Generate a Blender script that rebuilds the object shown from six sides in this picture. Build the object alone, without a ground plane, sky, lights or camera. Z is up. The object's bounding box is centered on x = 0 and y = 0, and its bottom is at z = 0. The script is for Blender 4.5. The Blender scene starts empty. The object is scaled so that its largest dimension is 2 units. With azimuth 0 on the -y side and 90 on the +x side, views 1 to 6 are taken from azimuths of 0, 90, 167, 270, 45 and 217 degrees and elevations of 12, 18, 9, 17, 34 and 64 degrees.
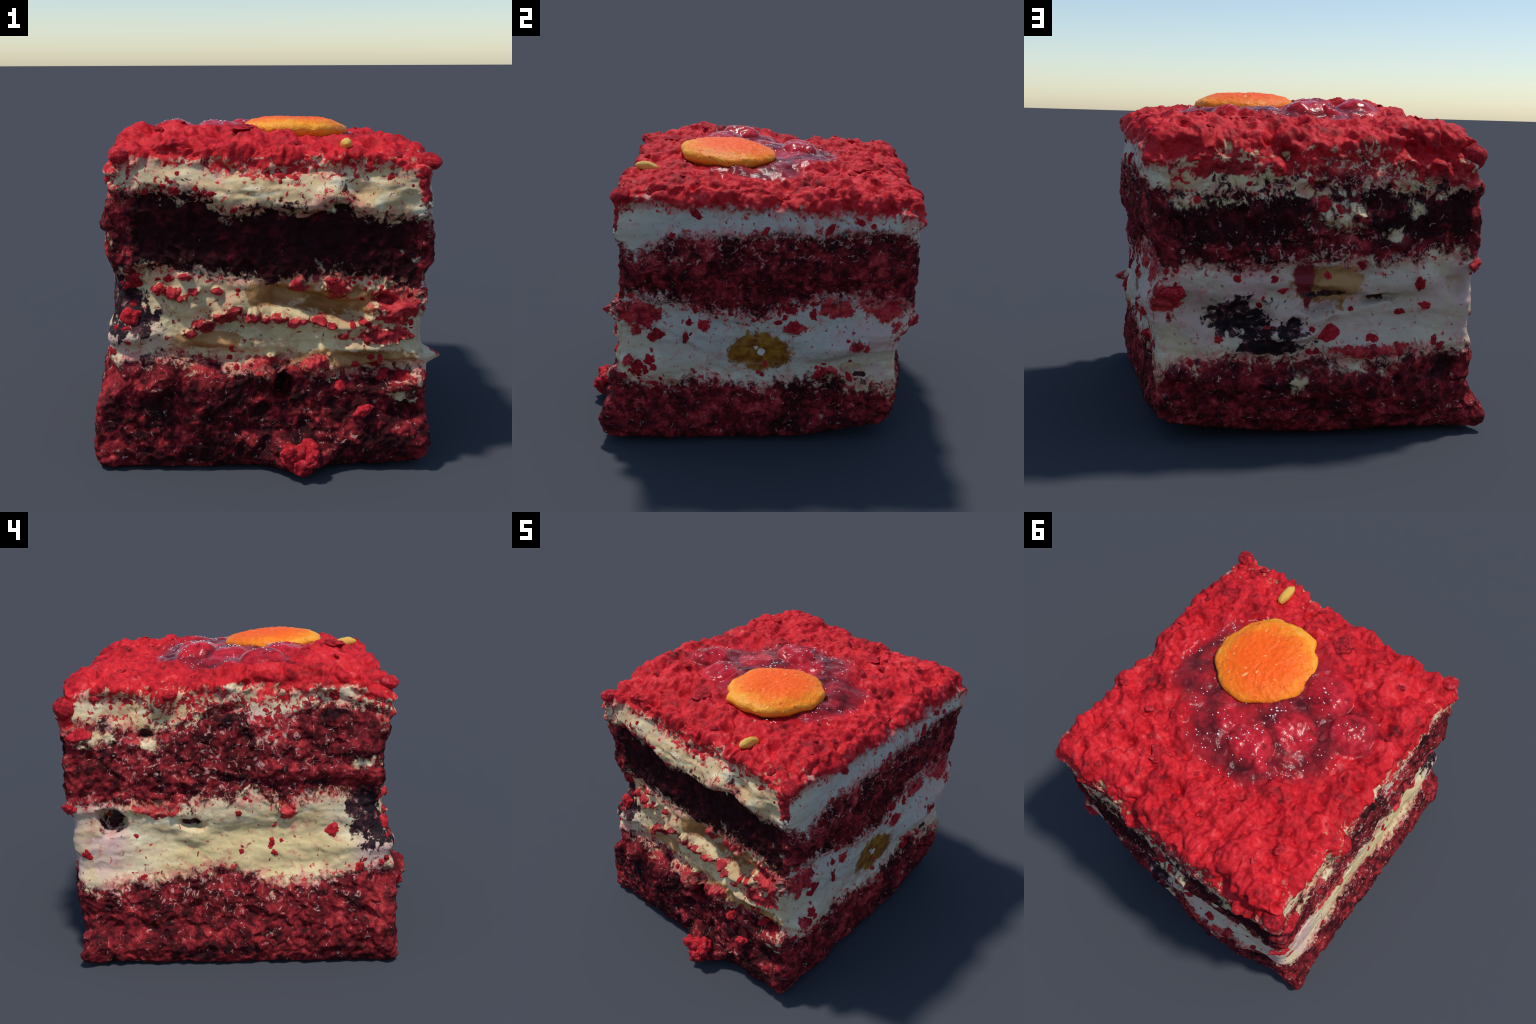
"""A square slice of red layer cake: two crumbly sponge layers, a fruit cream
filling, white icing, a crumb crust on top with a glossy fruit glaze, berries
and a round slice of candied orange."""
import bpy, math, random
import numpy as np

random.seed(7)
RNG = np.random.default_rng(11)

# ---------------------------------------------------------------- noise tools


def hash3(i, j, k, seed):
    h = (i.astype(np.int64) * 374761393 + j.astype(np.int64) * 668265263
         + k.astype(np.int64) * 2147483647 + seed * 1274126177) & 0xFFFFFFFF
    h = ((h ^ (h >> 13)) * 1274126177) & 0xFFFFFFFF
    h = ((h ^ (h >> 16)) * 2246822519) & 0xFFFFFFFF
    return h ^ (h >> 15)


def unit(h):
    return (h & 0xFFFFFF) / float(0x1000000)


def noise(P, scale, seed=0):
    """Value-gradient noise, about -1..1; scale is one number or three."""
    Q = P * np.asarray(scale, float) + 31.7
    I = np.floor(Q).astype(np.int64)
    F = Q - I
    W = F * F * F * (F * (F * 6 - 15) + 10)
    out = np.zeros(len(P))
    for dx in (0, 1):
        for dy in (0, 1):
            for dz in (0, 1):
                h = hash3(I[:, 0] + dx, I[:, 1] + dy, I[:, 2] + dz, seed)
                gx = (h & 1023) / 511.5 - 1
                gy = ((h >> 10) & 1023) / 511.5 - 1
                gz = ((h >> 20) & 1023) / 511.5 - 1
                d = gx * (F[:, 0] - dx) + gy * (F[:, 1] - dy) + gz * (F[:, 2] - dz)
                w = (W[:, 0] if dx else 1 - W[:, 0]) * (W[:, 1] if dy else 1 - W[:, 1]) * (W[:, 2] if dz else 1 - W[:, 2])
                out += w * d
    return out * 1.25


def fbm(P, scale, octaves=3, seed=0, gain=0.5):
    out, a, s = np.zeros(len(P)), 1.0, np.asarray(scale, float)
    for o in range(octaves):
        out += a * noise(P, s, seed + 17 * o)
        a *= gain
        s = s * 2.03
    return out


def cells(P, scale, seed=0):
    """Distance to the nearest scattered point, and that point's random value."""
    Q = P * np.asarray(scale, float) + 57.3
    B = np.floor(Q - 0.5).astype(np.int64)
    best, val = np.full(len(P), 9.0), np.zeros(len(P))
    for dx in (0, 1):
        for dy in (0, 1):
            for dz in (0, 1):
                i, j, k = B[:, 0] + dx, B[:, 1] + dy, B[:, 2] + dz
                h = hash3(i, j, k, seed)
                px = i + 0.5 + 0.8 * (unit(h) - 0.5)
                py = j + 0.5 + 0.8 * (unit(hash3(i, j, k, seed + 1)) - 0.5)
                pz = k + 0.5 + 0.8 * (unit(hash3(i, j, k, seed + 2)) - 0.5)
                d = np.sqrt((Q[:, 0] - px) ** 2 + (Q[:, 1] - py) ** 2 + (Q[:, 2] - pz) ** 2)
                near = d < best
                best = np.where(near, d, best)
                val = np.where(near, unit(hash3(i, j, k, seed + 3)), val)
    return best, val


def lumps(P, scale, seed=0):
    """Rounded crumbs, 0..1, each with a height of its own."""
    d, v = cells(P, scale, seed)
    return np.clip(1 - (d / 0.8) ** 2, 0, 1) * (0.35 + 0.65 * v)


def smooth(x, a, b):
    t = np.clip((x - a) / (b - a), 0, 1)
    return t * t * (3 - 2 * t)


def curve(points, x):
    a = np.array(sorted(points))
    return np.interp(x, a[:, 0], a[:, 1])


# ------------------------------------------------------------ the cake's form
CX, HX, CY, HY = 0.03, 0.78, 0.08, 0.80      # nominal middle and half widths
ZTOP = 1.48

# outward position of each face at its two ends, by height (z, position)
FRONT_L = [(1.5, -.705), (1.44, -.70), (1.31, -.73), (1.21, -.715), (1.14, -.69), (1.04, -.685), (.98, -.71), (.86, -.715),
           (.76, -.745), (.6, -.75), (.53, -.77), (.43, -.79), (.31, -.79), (.22, -.785), (.06, -.805), (0, -.79)]
FRONT_R = [(1.5, -.715), (1.38, -.705), (1.25, -.72), (1.14, -.69), (.94, -.69), (.84, -.715), (.7, -.72),
           (.55, -.725), (.45, -.77), (.31, -.775), (.12, -.825), (.05, -.80), (0, -.79)]
BACK_R = [(1.45, .885), (1.29, .875), (1.19, .90), (1.11, .895), (1.02, .89), (.9, .885), (.79, .90), (.73, .885),
          (.66, .83), (.57, .795), (.39, .80), (.27, .83), (.2, .815), (.12, .81), (0, .78)]
BACK_L = [(1.45, .895), (1.37, .89), (1.29, .905), (1.17, .885), (1.12, .90), (1.0, .885), (.96, .90), (.88, .895),
          (.79, .87), (.7, .865), (.44, .85), (.31, .83), (.2, .81), (.06, .805), (0, .78)]
LEFT_F = [(1.5, -.655), (1.38, -.675), (1.28, -.683), (1.15, -.70), (1.0, -.695), (.94, -.665), (.88, -.66), (.8, -.675),
          (.71, -.675), (.62, -.70), (.53, -.70), (.45, -.725), (.34, -.747), (.2, -.773), (.1, -.765), (0, -.74)]
LEFT_B = [(1.45, -.70), (1.3, -.715), (1.23, -.74), (1.1, -.755), (.95, -.76), (.84, -.755), (.8, -.745), (.7, -.74),
          (.6, -.735), (.52, -.735), (.46, -.75), (.3, -.755), (.24, -.755), (.12, -.825), (0, -.82)]
RIGHT_F = [(1.5, .81), (1.4, .797), (1.23, .80), (1.17, .81), (1.02, .80), (.957, .78), (.926, .755), (.85, .77), (.77, .777),
           (.67, .765), (.6, .775), (.5, .78), (.41, .785), (.28, .80), (.06, .81), (0, .79)]
RIGHT_B = [(1.45, .785), (1.27, .775), (1.16, .77), (1.0, .76), (.87, .735), (.83, .72), (.72, .745), (.65, .775), (.55, .75),
           (.42, .735), (.3, .735), (.15, .73), (0, .71)]

# heights of the layer borders all round: front x, right y, back x, left y
CRUST = dict(
    front=[(-.7, 1.41), (-.60, 1.46), (-.54, 1.48), (-.27, 1.48), (-.14, 1.44), (.17, 1.43), (.46, 1.45), (.70, 1.44), (.78, 1.41)],
    right=[(-.70, 1.40), (-.56, 1.43), (-.29, 1.40), (-.02, 1.40), (.25, 1.39), (.55, 1.36), (.87, 1.37)],
    back=[(.79, 1.31), (.65, 1.28), (.48, 1.36), (.34, 1.34), (.2, 1.29), (.04, 1.33), (-.19, 1.36), (-.39, 1.32), (-.52, 1.29), (-.72, 1.31)],
    left=[(.92, 1.33), (.83, 1.44), (.6, 1.43), (.34, 1.44), (.08, 1.46), (-.17, 1.45), (-.4, 1.46), (-.51, 1.49), (-.58, 1.45), (-.7, 1.41)])
ICING = dict(
    front=[(-.68, 1.30), (-.60, 1.33), (-.5, 1.33), (-.42, 1.31), (-.28, 1.32), (-.13, 1.21), (-.04, 1.26), (.06, 1.26), (.21, 1.22), (.33, 1.28),
           (.4, 1.30), (.46, 1.24), (.58, 1.20), (.78, 1.21)],
    right=[(-.71, 1.19), (-.61, 1.16), (-.48, 1.21), (-.36, 1.26), (-.05, 1.26), (.29, 1.27), (.6, 1.29), (.88, 1.25)],
    back=[(.78, 1.21), (.62, 1.18), (.36, 1.20), (.11, 1.21), (-.04, 1.26), (-.19, 1.26), (-.32, 1.23), (-.45, 1.19), (-.74, 1.24)],
    left=[(.92, 1.25), (.83, 1.29), (.54, 1.27), (.42, 1.25), (.31, 1.30), (.20, 1.36), (.0, 1.37), (-.02, 1.28), (-.08, 1.26), (-.24, 1.33),
          (-.37, 1.40), (-.56, 1.40), (-.7, 1.36)])
FILLING_TOP = dict(
    front=[(-.70, .90), (-.61, .94), (-.47, .96), (-.35, .98), (-.21, .94), (-.04, .91), (.06, .89), (.17, .93), (.6, .92), (.65, .86), (.77, .85)],
    right=[(-.70, .92), (-.51, .90), (-.27, .83), (.06, .78), (.22, .84), (.39, .89), (.75, .88), (.86, .86)],
    back=[(.72, .84), (.62, .87), (.32, .85), (-.03, .88), (-.17, .86), (-.46, .90), (-.62, .91), (-.76, .87)],
    left=[(.85, .88), (.58, .88), (.45, .85), (.22, .90), (-.08, .93), (-.2, .86), (-.28, .91), (-.5, .94), (-.7, .90)])
FILLING_BASE = dict(
    front=[(-.72, .55), (-.69, .52), (-.56, .54), (-.46, .56), (-.23, .52), (-.11, .48), (.06, .49), (.17, .53), (.27, .48), (.64, .46), (.8, .46)],
    right=[(-.71, .41), (-.55, .40), (-.46, .36), (-.31, .42), (-.05, .38), (.06, .35), (.23, .39), (.6, .39), (.69, .36), (.8, .33)],
    back=[(.73, .36), (.64, .39), (.40, .42), (.10, .41), (-.10, .42), (-.41, .43), (-.49, .46), (-.66, .42), (-.76, .46)],
    left=[(.84, .44), (.75, .39), (.66, .47), (.39, .48), (.09, .53), (-.05, .51), (-.12, .46), (-.29, .47), (-.56, .52), (-.76, .56)])


def around(border, t):
    """A border height by the way t round the cake (0 front, 1 right, 2 back, 3 left)."""
    pts = []
    for n, side in enumerate(("front", "right", "back", "left")):
        c, h = (CX, HX) if n % 2 == 0 else (CY, HY)
        for s, z in border[side]:
            f = np.clip((s - c) / h, -0.99, 0.99) * (1 if n < 2 else -1)
            pts.append((n + 0.5 + 0.5 * f, z))
    pts.sort()
    pts = [(pts[-1][0] - 4, pts[-1][1])] + pts + [(pts[0][0] + 4, pts[0][1])]
    return np.interp(t, [p[0] for p in pts], [p[1] for p in pts])


# dents (-) and bulges (+) of each side: along, height, half width, half height, depth, tilt
RELIEF = dict(
    front=[(.36, .84, .28, .045, -.03, -.10), (-.20, .70, .14, .03, -.03, -.25), (-.16, .785, .07, .04, .03, 0), (.53, .755, .06, .035, .04, .4), (.63, .82, .08, .05, -.045, 0), (-.20, .66, .12, .05, -.03, 0), (-.22, .50, .10, .04, -.03, 0), (.02, .61, .25, .04, .02, .03), (.48, .585, .18, .025, .04, 0), (.54, .45, .20, .05, -.065, 0),
           (-.60, .78, .10, .12, -.025, 0), (-.70, .82, .06, .09, -.05, 0), (-.62, .64, .10, .04, .03, 0), (.11, .40, .045, .065, -.13, .2), (.08, .50, .04, .05, -.05, 0), (.27, .55, .05, .05, .03, 0),
           (-.50, .43, .08, .05, .08, .3), (.50, .30, .04, .035, .03, 0), (.38, .40, .035, .03, .03, 0), (-.26, .54, .20, .04, -.045, 0), (.03, .46, .10, .035, .03, 0),
           (.68, .40, .12, .03, .02, .1), (.66, .48, .14, .03, -.035, 0), (.70, .27, .09, .05, -.04, 0), (-.55, 1.26, .06, .05, -.035, 0), (-.62, 1.18, .07, .04, .025, -.4),
           (.45, 1.32, .08, .05, -.04, 0), (-.25, .28, .24, .18, .035, 0), (.45, .2, .2, .12, .02, 0), (0, 1.43, .55, .05, -.04, 0), (.06, 1.28, .5, .06, .02, 0),
           (.20, .08, .15, .07, .11, 0), (-.80, .42, .08, .11, -.07, 0)],
    right=[(.06, .57, .12, .09, -.015, 0), (.50, .365, .045, .045, -.07, 0), (.63, .425, .05, .025, -.06, 0), (-.35, .63, .12, .02, .015, -.5),
           (-.25, 1.0, .50, .22, .050, 0), (.12, 1.28, .75, .12, .045, 0), (.50, 1.07, .25, .12, .030, 0), (-.42, .79, .14, .06, -.045, 0), (-.66, .53, .035, .04, .06, 0), (.05, .8, .5, .12, .025, 0), (.40, .22, .35, .11, -.02, 0), (-.52, .46, .2, .09, .04, 0), (.85, 1.33, .2, .1, .03, 0), (.50, .55, .15, .06, .03, 0), (.0, .60, .7, .11, .018, 0), (.65, .62, .2, .12, .03, 0)],
    back=[(.36, .62, .11, .08, -.06, -.1), (.12, .56, .06, .05, -.03, 0), (.03, .60, .14, .035, .05, -.7), (-.27, .70, .09, .02, -.06, -.1),
          (-.05, .72, .16, .025, -.05, .15), (-.58, .35, .09, .08, -.05, 0), (-.10, 1.10, .14, .06, .035, 0), (-.57, 1.32, .06, .05, .03, 0),
          (.10, 1.24, .08, .03, -.03, 0), (.05, .66, .70, .58, .045, 0), (-.12, 1.22, .55, .26, .040, 0), (.18, .73, .28, .05, -.055, .05), (.03, .665, .08, .03, -.05, 0), (.53, .60, .10, .06, -.045, 0), (.20, .54, .13, .035, .075, 0), (.45, .97, .2, .09, .03, 0), (.32, .38, .16, .06, -.05, 0), (.60, 1.33, .2, .1, .035, 0), (-.05, .68, .10, .03, -.04, 0), (-.40, .77, .15, .06, .05, 0), (-.12, .47, .16, .06, .045, 0), (.20, .30, .4, .10, .04, 0), (.24, 1.33, .08, .05, .03, 0), (-.66, .75, .05, .06, -.05, .4),
          (.62, 1.12, .08, .06, .02, 0), (-.33, .30, .30, .2, .085, 0), (.05, .14, .7, .12, .03, 0), (.10, .83, .4, .05, -.03, 0)],
    left=[(.68, .773, .070, .068, -.13, 0), (.27, .775, .07, .028, -.07, .2), (.27, .70, .08, .04, .02, 0), (-.63, .84, .07, .05, -.02, .6),
          (-.66, .72, .05, .07, -.03, .4), (.10, 1.32, .10, .03, -.03, 0), (-.44, 1.34, .10, .035, -.03, 0), (-.25, .99, .2, .05, .03, 0), (.83, 1.23, .08, .05, .03, 0),
          (.41, 1.40, .045, .07, .055, 0), (-.60, 1.13, .08, .05, .025, 0), (.50, 1.24, .05, .03, -.03, 0), (-.05, .82, .6, .10, .032, 0), (.11, .46, .10, .05, -.03, 0), (.10, .35, .75, .26, .022, 0), (.62, .45, .25, .28, .028, 0), (-.78, .43, .08, .09, -.05, 0), (-.72, .82, .07, .08, -.04, 0)])
LEDGE = [(-.62, .64), (-.46, .63), (-.36, .65), (-.27, .72), (-.18, .77), (-.10, .785), (.02, .755), (.22, .725), (.40, .69), (.52, .69), (.60, .73), (.70, .79), (.78, .80)]


def relief(side, s, z):
    Q = np.stack([s, z, np.full(len(s), len(side) * 1.7)], 1)
    s, z = s + .020 * fbm(Q, 9, 3, 81), z + .020 * fbm(Q, 9, 3, 82)
    d = np.zeros(len(s))
    for a, b, w, h, depth, tilt in RELIEF[side]:
        ca, sa = math.cos(tilt), math.sin(tilt)
        u = ((s - a) * ca + (z - b) * sa) / w
        v = (-(s - a) * sa + (z - b) * ca) / h
        r2 = u * u + v * v
        d += depth * np.exp(-r2 ** (3 if depth < -.055 else 1.5))
    return d


# ---------------------------------------------------------- lattice over a box
STEP = 0.0046


def box_lattice(nx, ny, nz):
    ids, verts, quads = {}, [], []
    lut = np.full((nx + 1, ny + 1, nz + 1), -1, np.int32)
    count = 0
    blocks = []
    for axis in range(3):
        for end in (0, 1):
            n = (nx, ny, nz)
            b, c = [a for a in range(3) if a != axis]
            J, K = np.meshgrid(np.arange(n[b] + 1), np.arange(n[c] + 1), indexing="ij")
            idx = [None] * 3
            idx[axis] = np.full_like(J, n[axis] * end)
            idx[b], idx[c] = J, K
            cur = lut[idx[0], idx[1], idx[2]]
            new = cur < 0
            cur[new] = count + np.arange(new.sum())
            count += int(new.sum())
            lut[idx[0], idx[1], idx[2]] = cur
            verts.append(np.stack([i[new] for i in idx], 1))
            q = np.stack([cur[:-1, :-1], cur[1:, :-1], cur[1:, 1:], cur[:-1, 1:]], -1).reshape(-1, 4)
            # orientation: (b, c) in order x,y,z; flip where the cross product points inward
            sign = {0: 1, 1: -1, 2: 1}[axis] * (1 if end else -1)
            blocks.append(q if sign > 0 else q[:, ::-1])
    V = np.concatenate(verts) / np.array([nx, ny, nz]) * 2.0 - 1
    return V, np.concatenate(blocks)


U, QUADS = box_lattice(int(1.6 / STEP), int(1.7 / STEP), int(1.5 / STEP))

# round the box's edges
RHO = np.array([.06, .06, .07])
inner = np.clip(U, -(1 - RHO), 1 - RHO)
D = (U - inner) / RHO
length = np.linalg.norm(D, axis=1, keepdims=True)
N0 = D / length
cheb = np.abs(D).max(1, keepdims=True)
p, q, r = (inner + RHO * N0).T

t = np.where(np.abs(q) >= np.abs(p), np.where(q < 0, .5 + .5 * p, 2.5 - .5 * p), np.where(p > 0, 1.5 + .5 * q, 3.5 - .5 * q)) % 4.0
zn = (r + 1) / 2 * ZTOP
fx, fy = (p + 1) / 2, (q + 1) / 2
xs, ys = CX + HX * p, CY + HY * q


def lerp(a, b, f):
    return a + (b - a) * f


XL = lerp(curve(LEFT_F, zn), curve(LEFT_B, zn), fy)
XR = lerp(curve(RIGHT_F, zn), curve(RIGHT_B, zn), fy)
YF = lerp(curve(FRONT_L, zn), curve(FRONT_R, zn), fx)
YB = lerp(curve(BACK_L, zn), curve(BACK_R, zn), fx)
ledge_line = np.interp(xs, [a for a, b in LEDGE], [b for a, b in LEDGE])
ledge = (.010 + .03 * smooth(xs, .15, .35)) * np.exp(-((zn - ledge_line) / .028) ** 2) * smooth(xs, -.66, -.5) * (0.75 + 0.35 * np.sin(xs * 19))
hollow = -.105 * np.exp(-((zn - ledge_line - .066) / .046) ** 4) * smooth(xs, -.06, .06) * (1 - smooth(xs, .46, .60))
ledge = ledge + hollow
YF = YF - relief("front", xs, zn) - ledge
XR = XR + relief("right", ys, zn)
YB = YB + relief("back", xs, zn)
XL = XL - relief("left", ys, zn)
# the top's plateau, by rows of y and columns of x
TOP_X, TOP_Y = (-.72, -.45, -.15, .30, .78), (-.66, -.40, -.10, .30, .62, .90)
TOP_Z = ((1.52, 1.555, 1.52, 1.485, 1.472), (1.57, 1.582, 1.593, 1.54, 1.515), (1.565, 1.577, 1.58, 1.56, 1.50),
         (1.47, 1.490, 1.54, 1.555, 1.468), (1.487, 1.502, 1.474, 1.475, 1.482), (1.452, 1.472, 1.438, 1.427, 1.448))


def plateau(x, y):
    ix = np.clip(np.searchsorted(TOP_X, x) - 1, 0, len(TOP_X) - 2)
    iy = np.clip(np.searchsorted(TOP_Y, y) - 1, 0, len(TOP_Y) - 2)
    gx, gy, gz = np.array(TOP_X), np.array(TOP_Y), np.array(TOP_Z)
    u = smooth(x, gx[ix], gx[ix + 1])
    v = smooth(y, gy[iy], gy[iy + 1])
    return lerp(lerp(gz[iy, ix], gz[iy, ix + 1], u), lerp(gz[iy + 1, ix], gz[iy + 1, ix + 1], u), v)


TOP = plateau(xs, ys)
BASE = .075 * smooth(p, .1, 1.1) * smooth(q, .3, 1.05) - .004 + .022 * np.maximum(smooth(p, .5, 1), smooth(q, .5, 1))

X, Y = lerp(XL, XR, fx), lerp(YF, YB, fy)
Z = lerp(BASE, TOP, (r + 1) / 2)
P = np.stack([X, Y, Z], 1)

# ------------------------------------------------- which stuff is where (fields)


def spiky(x):
    """Mostly flat, with a few tall peaks and pits."""
    return np.sign(x) * np.abs(x) ** 1.6


jit = .020 * fbm(P, 9, 3, 3, .6) + .020 * spiky(fbm(P, 30, 3, 4, .65))
crust_h = around(CRUST, t) + .024 * fbm(P, (14, 14, 5), 3, 8, .7) - .020 * smooth(fbm(P, (36, 36, 28), 2, 9, .6), .1, .8)
icing_h = around(ICING, t) + jit
fill_top = around(FILLING_TOP, t) + .9 * jit
fill_base = around(FILLING_BASE, t) - .9 * jit
side_w = 1 - smooth(N0[:, 2], .35, .8)

up = N0[:, 2] > .8
f_crust = np.maximum(Z - crust_h, np.where(up, .1, -1))
f_icing = Z - icing_h
f_fill = np.minimum(fill_top - Z, Z - fill_base)


def blob(c, rad, power=2):
    d = np.abs((P - np.array(c)) / np.array(rad))
    return 1 - (d ** power).sum(1) ** (1 / power)


rag = fbm(P, 22, 3, 21, .65)
fine = fbm(P, 48, 2, 25, .6)
# smears of cream on the sponge
SMEARS = (((-.75, -.12, 1.27), (.2, .15, .13)), ((-.72, -.60, 1.10), (.2, .12, .05)), ((-.05, .9, 1.09), (.17, .2, .10)), ((.05, .9, 1.19), (.2, .2, .04)),
               ((-.42, .92, 1.12), (.06, .2, .07)), ((.62, .9, 1.15), (.12, .2, .06)), ((-.75, .47, 1.19), (.2, .08, .06)), ((-.75, .75, 1.22), (.2, .14, .06)),
               ((.70, -.72, .36), (.10, .15, .05)), ((-.33, .9, 1.0), (.1, .2, .05)), ((.75, .63, .34), (.1, .12, .05)), ((-.72, -.14, .42), (.1, .02, .06)),
               ((-.47, -.8, .42), (.09, .15, .025)), ((.1, .85, .33), (.06, .2, .10)), ((-.15, .85, .38), (.25, .2, .06)), ((.745, -.72, 1.0), (.03, .06, .028)), ((.676, -.72, 1.04), (.022, .06, .02)))
smear = np.full(len(P), -1.0)
for c, rad in SMEARS:
    smear = np.maximum(smear, blob(c, rad))
f_smear = np.where(smear > -.9, smear * 1.0 - .30 + .85 * fine + .45 * rag, -1)
f_smear = np.where(smear > .45, f_smear, np.minimum(f_smear, smear + .15 + .3 * fine))
f_cream = np.maximum(np.minimum(f_icing, -f_crust) * 12, np.maximum(f_fill * 12, f_smear))

# patches of crumb that cover the filling
clump = random.Random(4)
CLUMPS = []
for k in range(17):
    cx = -.30 + .065 * k + clump.uniform(-.02, .02)
    cz = float(np.interp(cx, [a for a, b in LEDGE], [b for a, b in LEDGE])) + clump.choice((-.035, -.02, .0, .02)) + clump.uniform(-.012, .012)
    grow = clump.uniform(.6, 1.5) * (1.5 if -.22 < cx < -.08 or .5 < cx < .66 else 1)
    CLUMPS.append(((cx, -.73, cz), (.034 * grow, .2, .020 * grow)))
for cx, cz, grow in ((-.46, .87, 1.), (-.40, .85, 1.1), (-.36, .83, .8), (-.30, .86, .7), (-.19, .86, .8), (-.34, .93, .8)):
    CLUMPS.append(((cx, -.73, cz), (.038 * grow, .2, .022 * grow)))
PATCHES = (*CLUMPS, ((.66, -.72, .80), (.12, .2, .08)),
               ((.28, -.75, .50), (.07, .2, .05)), ((.19, -.70, .88), (.04, .2, .05)), ((.38, -.70, .88), (.055, .2, .06)),
               ((.78, -.60, .79), (.2, .11, .09)), ((.76, .48, .83), (.2, .10, .05)), ((.76, .74, .84), (.2, .12, .07)), ((.72, .86, .70), (.07, .1, .09)),
               ((.77, .25, .72), (.2, .07, .03)), ((-.74, .44, .85), (.2, .11, .04)), ((-.74, -.22, .85), (.2, .04, .06)), ((.04, -.75, .50), (.09, .2, .05)),
               ((.745, .43, .43), (.2, .07, .035)), ((-.25, .85, .46), (.2, .2, .03)), ((.60, -.75, .64), (.12, .2, .035)), ((-.02, .9, 1.28), (.1, .2, .02)),
               ((-.55, .95, 1.29), (.13, .2, .07)), ((.45, .92, 1.29), (.14, .2, .03)), ((.77, .6, .62), (.1, .05, .04)), ((-.75, .88, 1.26), (.1, .1, .05)),
               ((-.66, -.72, 1.28), (.07, .1, .10)), ((.79, -.72, 1.36), (.04, .04, .10)), ((.87, -.66, .545), (.05, .05, .035)))
patch = np.full(len(P), -1.0)
for c, rad in PATCHES:
    patch = np.maximum(patch, blob(c, rad))
f_patch = np.where(patch > -.9, patch + .5 * rag + .45 * fine, -1)

# berries drowned in the glaze: middle, radius along x and y, height of the swelling
BERRIES = ((-.42, -.08, .12, .12, .052), (-.045, .29, .13, .115, .062), (-.20, -.185, .13, .125, .045), (-.19, .09, .12, .11, .012),
           (.13, .24, .09, .08, .015), (-.165, .355, .045, .035, .030))
# fruit in the filling, by kind
DARKS = (((-.62, -.72, .76), (.15, .2, .13)), ((-.70, -.62, .87), (.12, .14, .075)), ((-.70, -.69, .74), (.12, .09, .10)), ((.36, .86, .60), (.15, .2, .10)),
               ((.14, .86, .55), (.07, .2, .05)), ((.22, .86, .47), (.16, .2, .04)))
f_dark = np.full(len(P), -1.0)
for c, rad in DARKS:
    f_dark = np.maximum(f_dark, blob(c, rad))
f_dark = np.where(f_dark > -.9, f_dark + .35 * fbm(P, 12, 3, 33, .6), -1)
f_amber = blob((.77, .055, .57), (.3, .19, .09), 2.5) + .18 * rag
f_red = np.maximum(blob((.09, .9, .795), (.045, .2, .105)), blob((.06, .9, .72), (.022, .2, .06))) + .12 * rag
f_red = np.maximum(f_red, blob((-.60, .67, .775), (.075, .05, .055)) + .25 * fine)
PEACHES = (((.12, -.66, .835), (.19, .2, .055)), ((.40, -.66, .80), (.19, .2, .07)), ((.46, -.72, .54), (.26, .2, .045)), ((-.22, -.72, .62), (.16, .2, .04)), ((-.03, .9, .76), (.16, .2, .09)))
f_peach = np.full(len(P), -1.0)
for c, rad in PEACHES:
    f_peach = np.maximum(f_peach, blob(c, rad))
f_peach = f_peach + .3 * rag
f_seed = np.maximum(blob((.77, .064, .567), (.3, .02, .025)), blob((.77, .035, .595), (.3, .012, .012))) + .15 * fine

# the glaze pool on top
POOL = (((.18, -.02), (.43, .43)), ((.08, .27), (.30, .26)), ((-.18, .05), (.30, .34)), ((-.40, -.08), (.17, .17)), ((-.08, .36), (.18, .16)), ((.45, .05), (.17, .26)))
f_glaze = np.full(len(P), -1.0)
for c, rad in POOL:
    d = np.sqrt(((X - c[0]) / rad[0]) ** 2 + ((Y - c[1]) / rad[1]) ** 2)
    f_glaze = np.maximum(f_glaze, (1 - d) * .5)
f_glaze = np.where(up, f_glaze + .07 * fbm(P, 7, 3, 41, .6), -1)

berry_r = [np.sqrt(((X - b[0]) / b[2]) ** 2 + ((Y - b[1]) / b[3]) ** 2) for b in BERRIES]
f_berry = np.where(up, 1 - np.minimum.reduce(berry_r), -1) + .06 * rag
f_glaze = np.maximum(f_glaze, np.where(up, (1.15 - np.minimum.reduce(berry_r)) * .3, -1))
# --------------------------------------------------------------- displacement
crust_w = smooth(f_crust, -.01, .02)
cream_w = smooth(f_cream, -.12, .25) * (1 - crust_w) * (1 - smooth(f_patch, -.1, .15))
glaze_w = smooth(f_glaze, -.03, .06)
sponge_w = (1 - crust_w) * (1 - cream_w)
warp = np.stack([noise(P, 11, 51), noise(P, 11, 52), noise(P, 11, 53)], 1) * .022
PW = P + warp
big = lumps(PW, 8.5, 60)
mid = lumps(PW, 17, 61)
small = lumps(PW, 36, 62)
roll = fbm(P, 3.3, 2, 63)
pit_d, pit_v = cells(PW, (9, 9, 11), 64)
pits = smooth(pit_v, .55, .8) * np.clip(1 - (pit_d / .42) ** 2, 0, 1)
swirl = fbm(P + 1.5 * warp, (3.5, 3.5, 9), 3, 65, .5)

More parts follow.
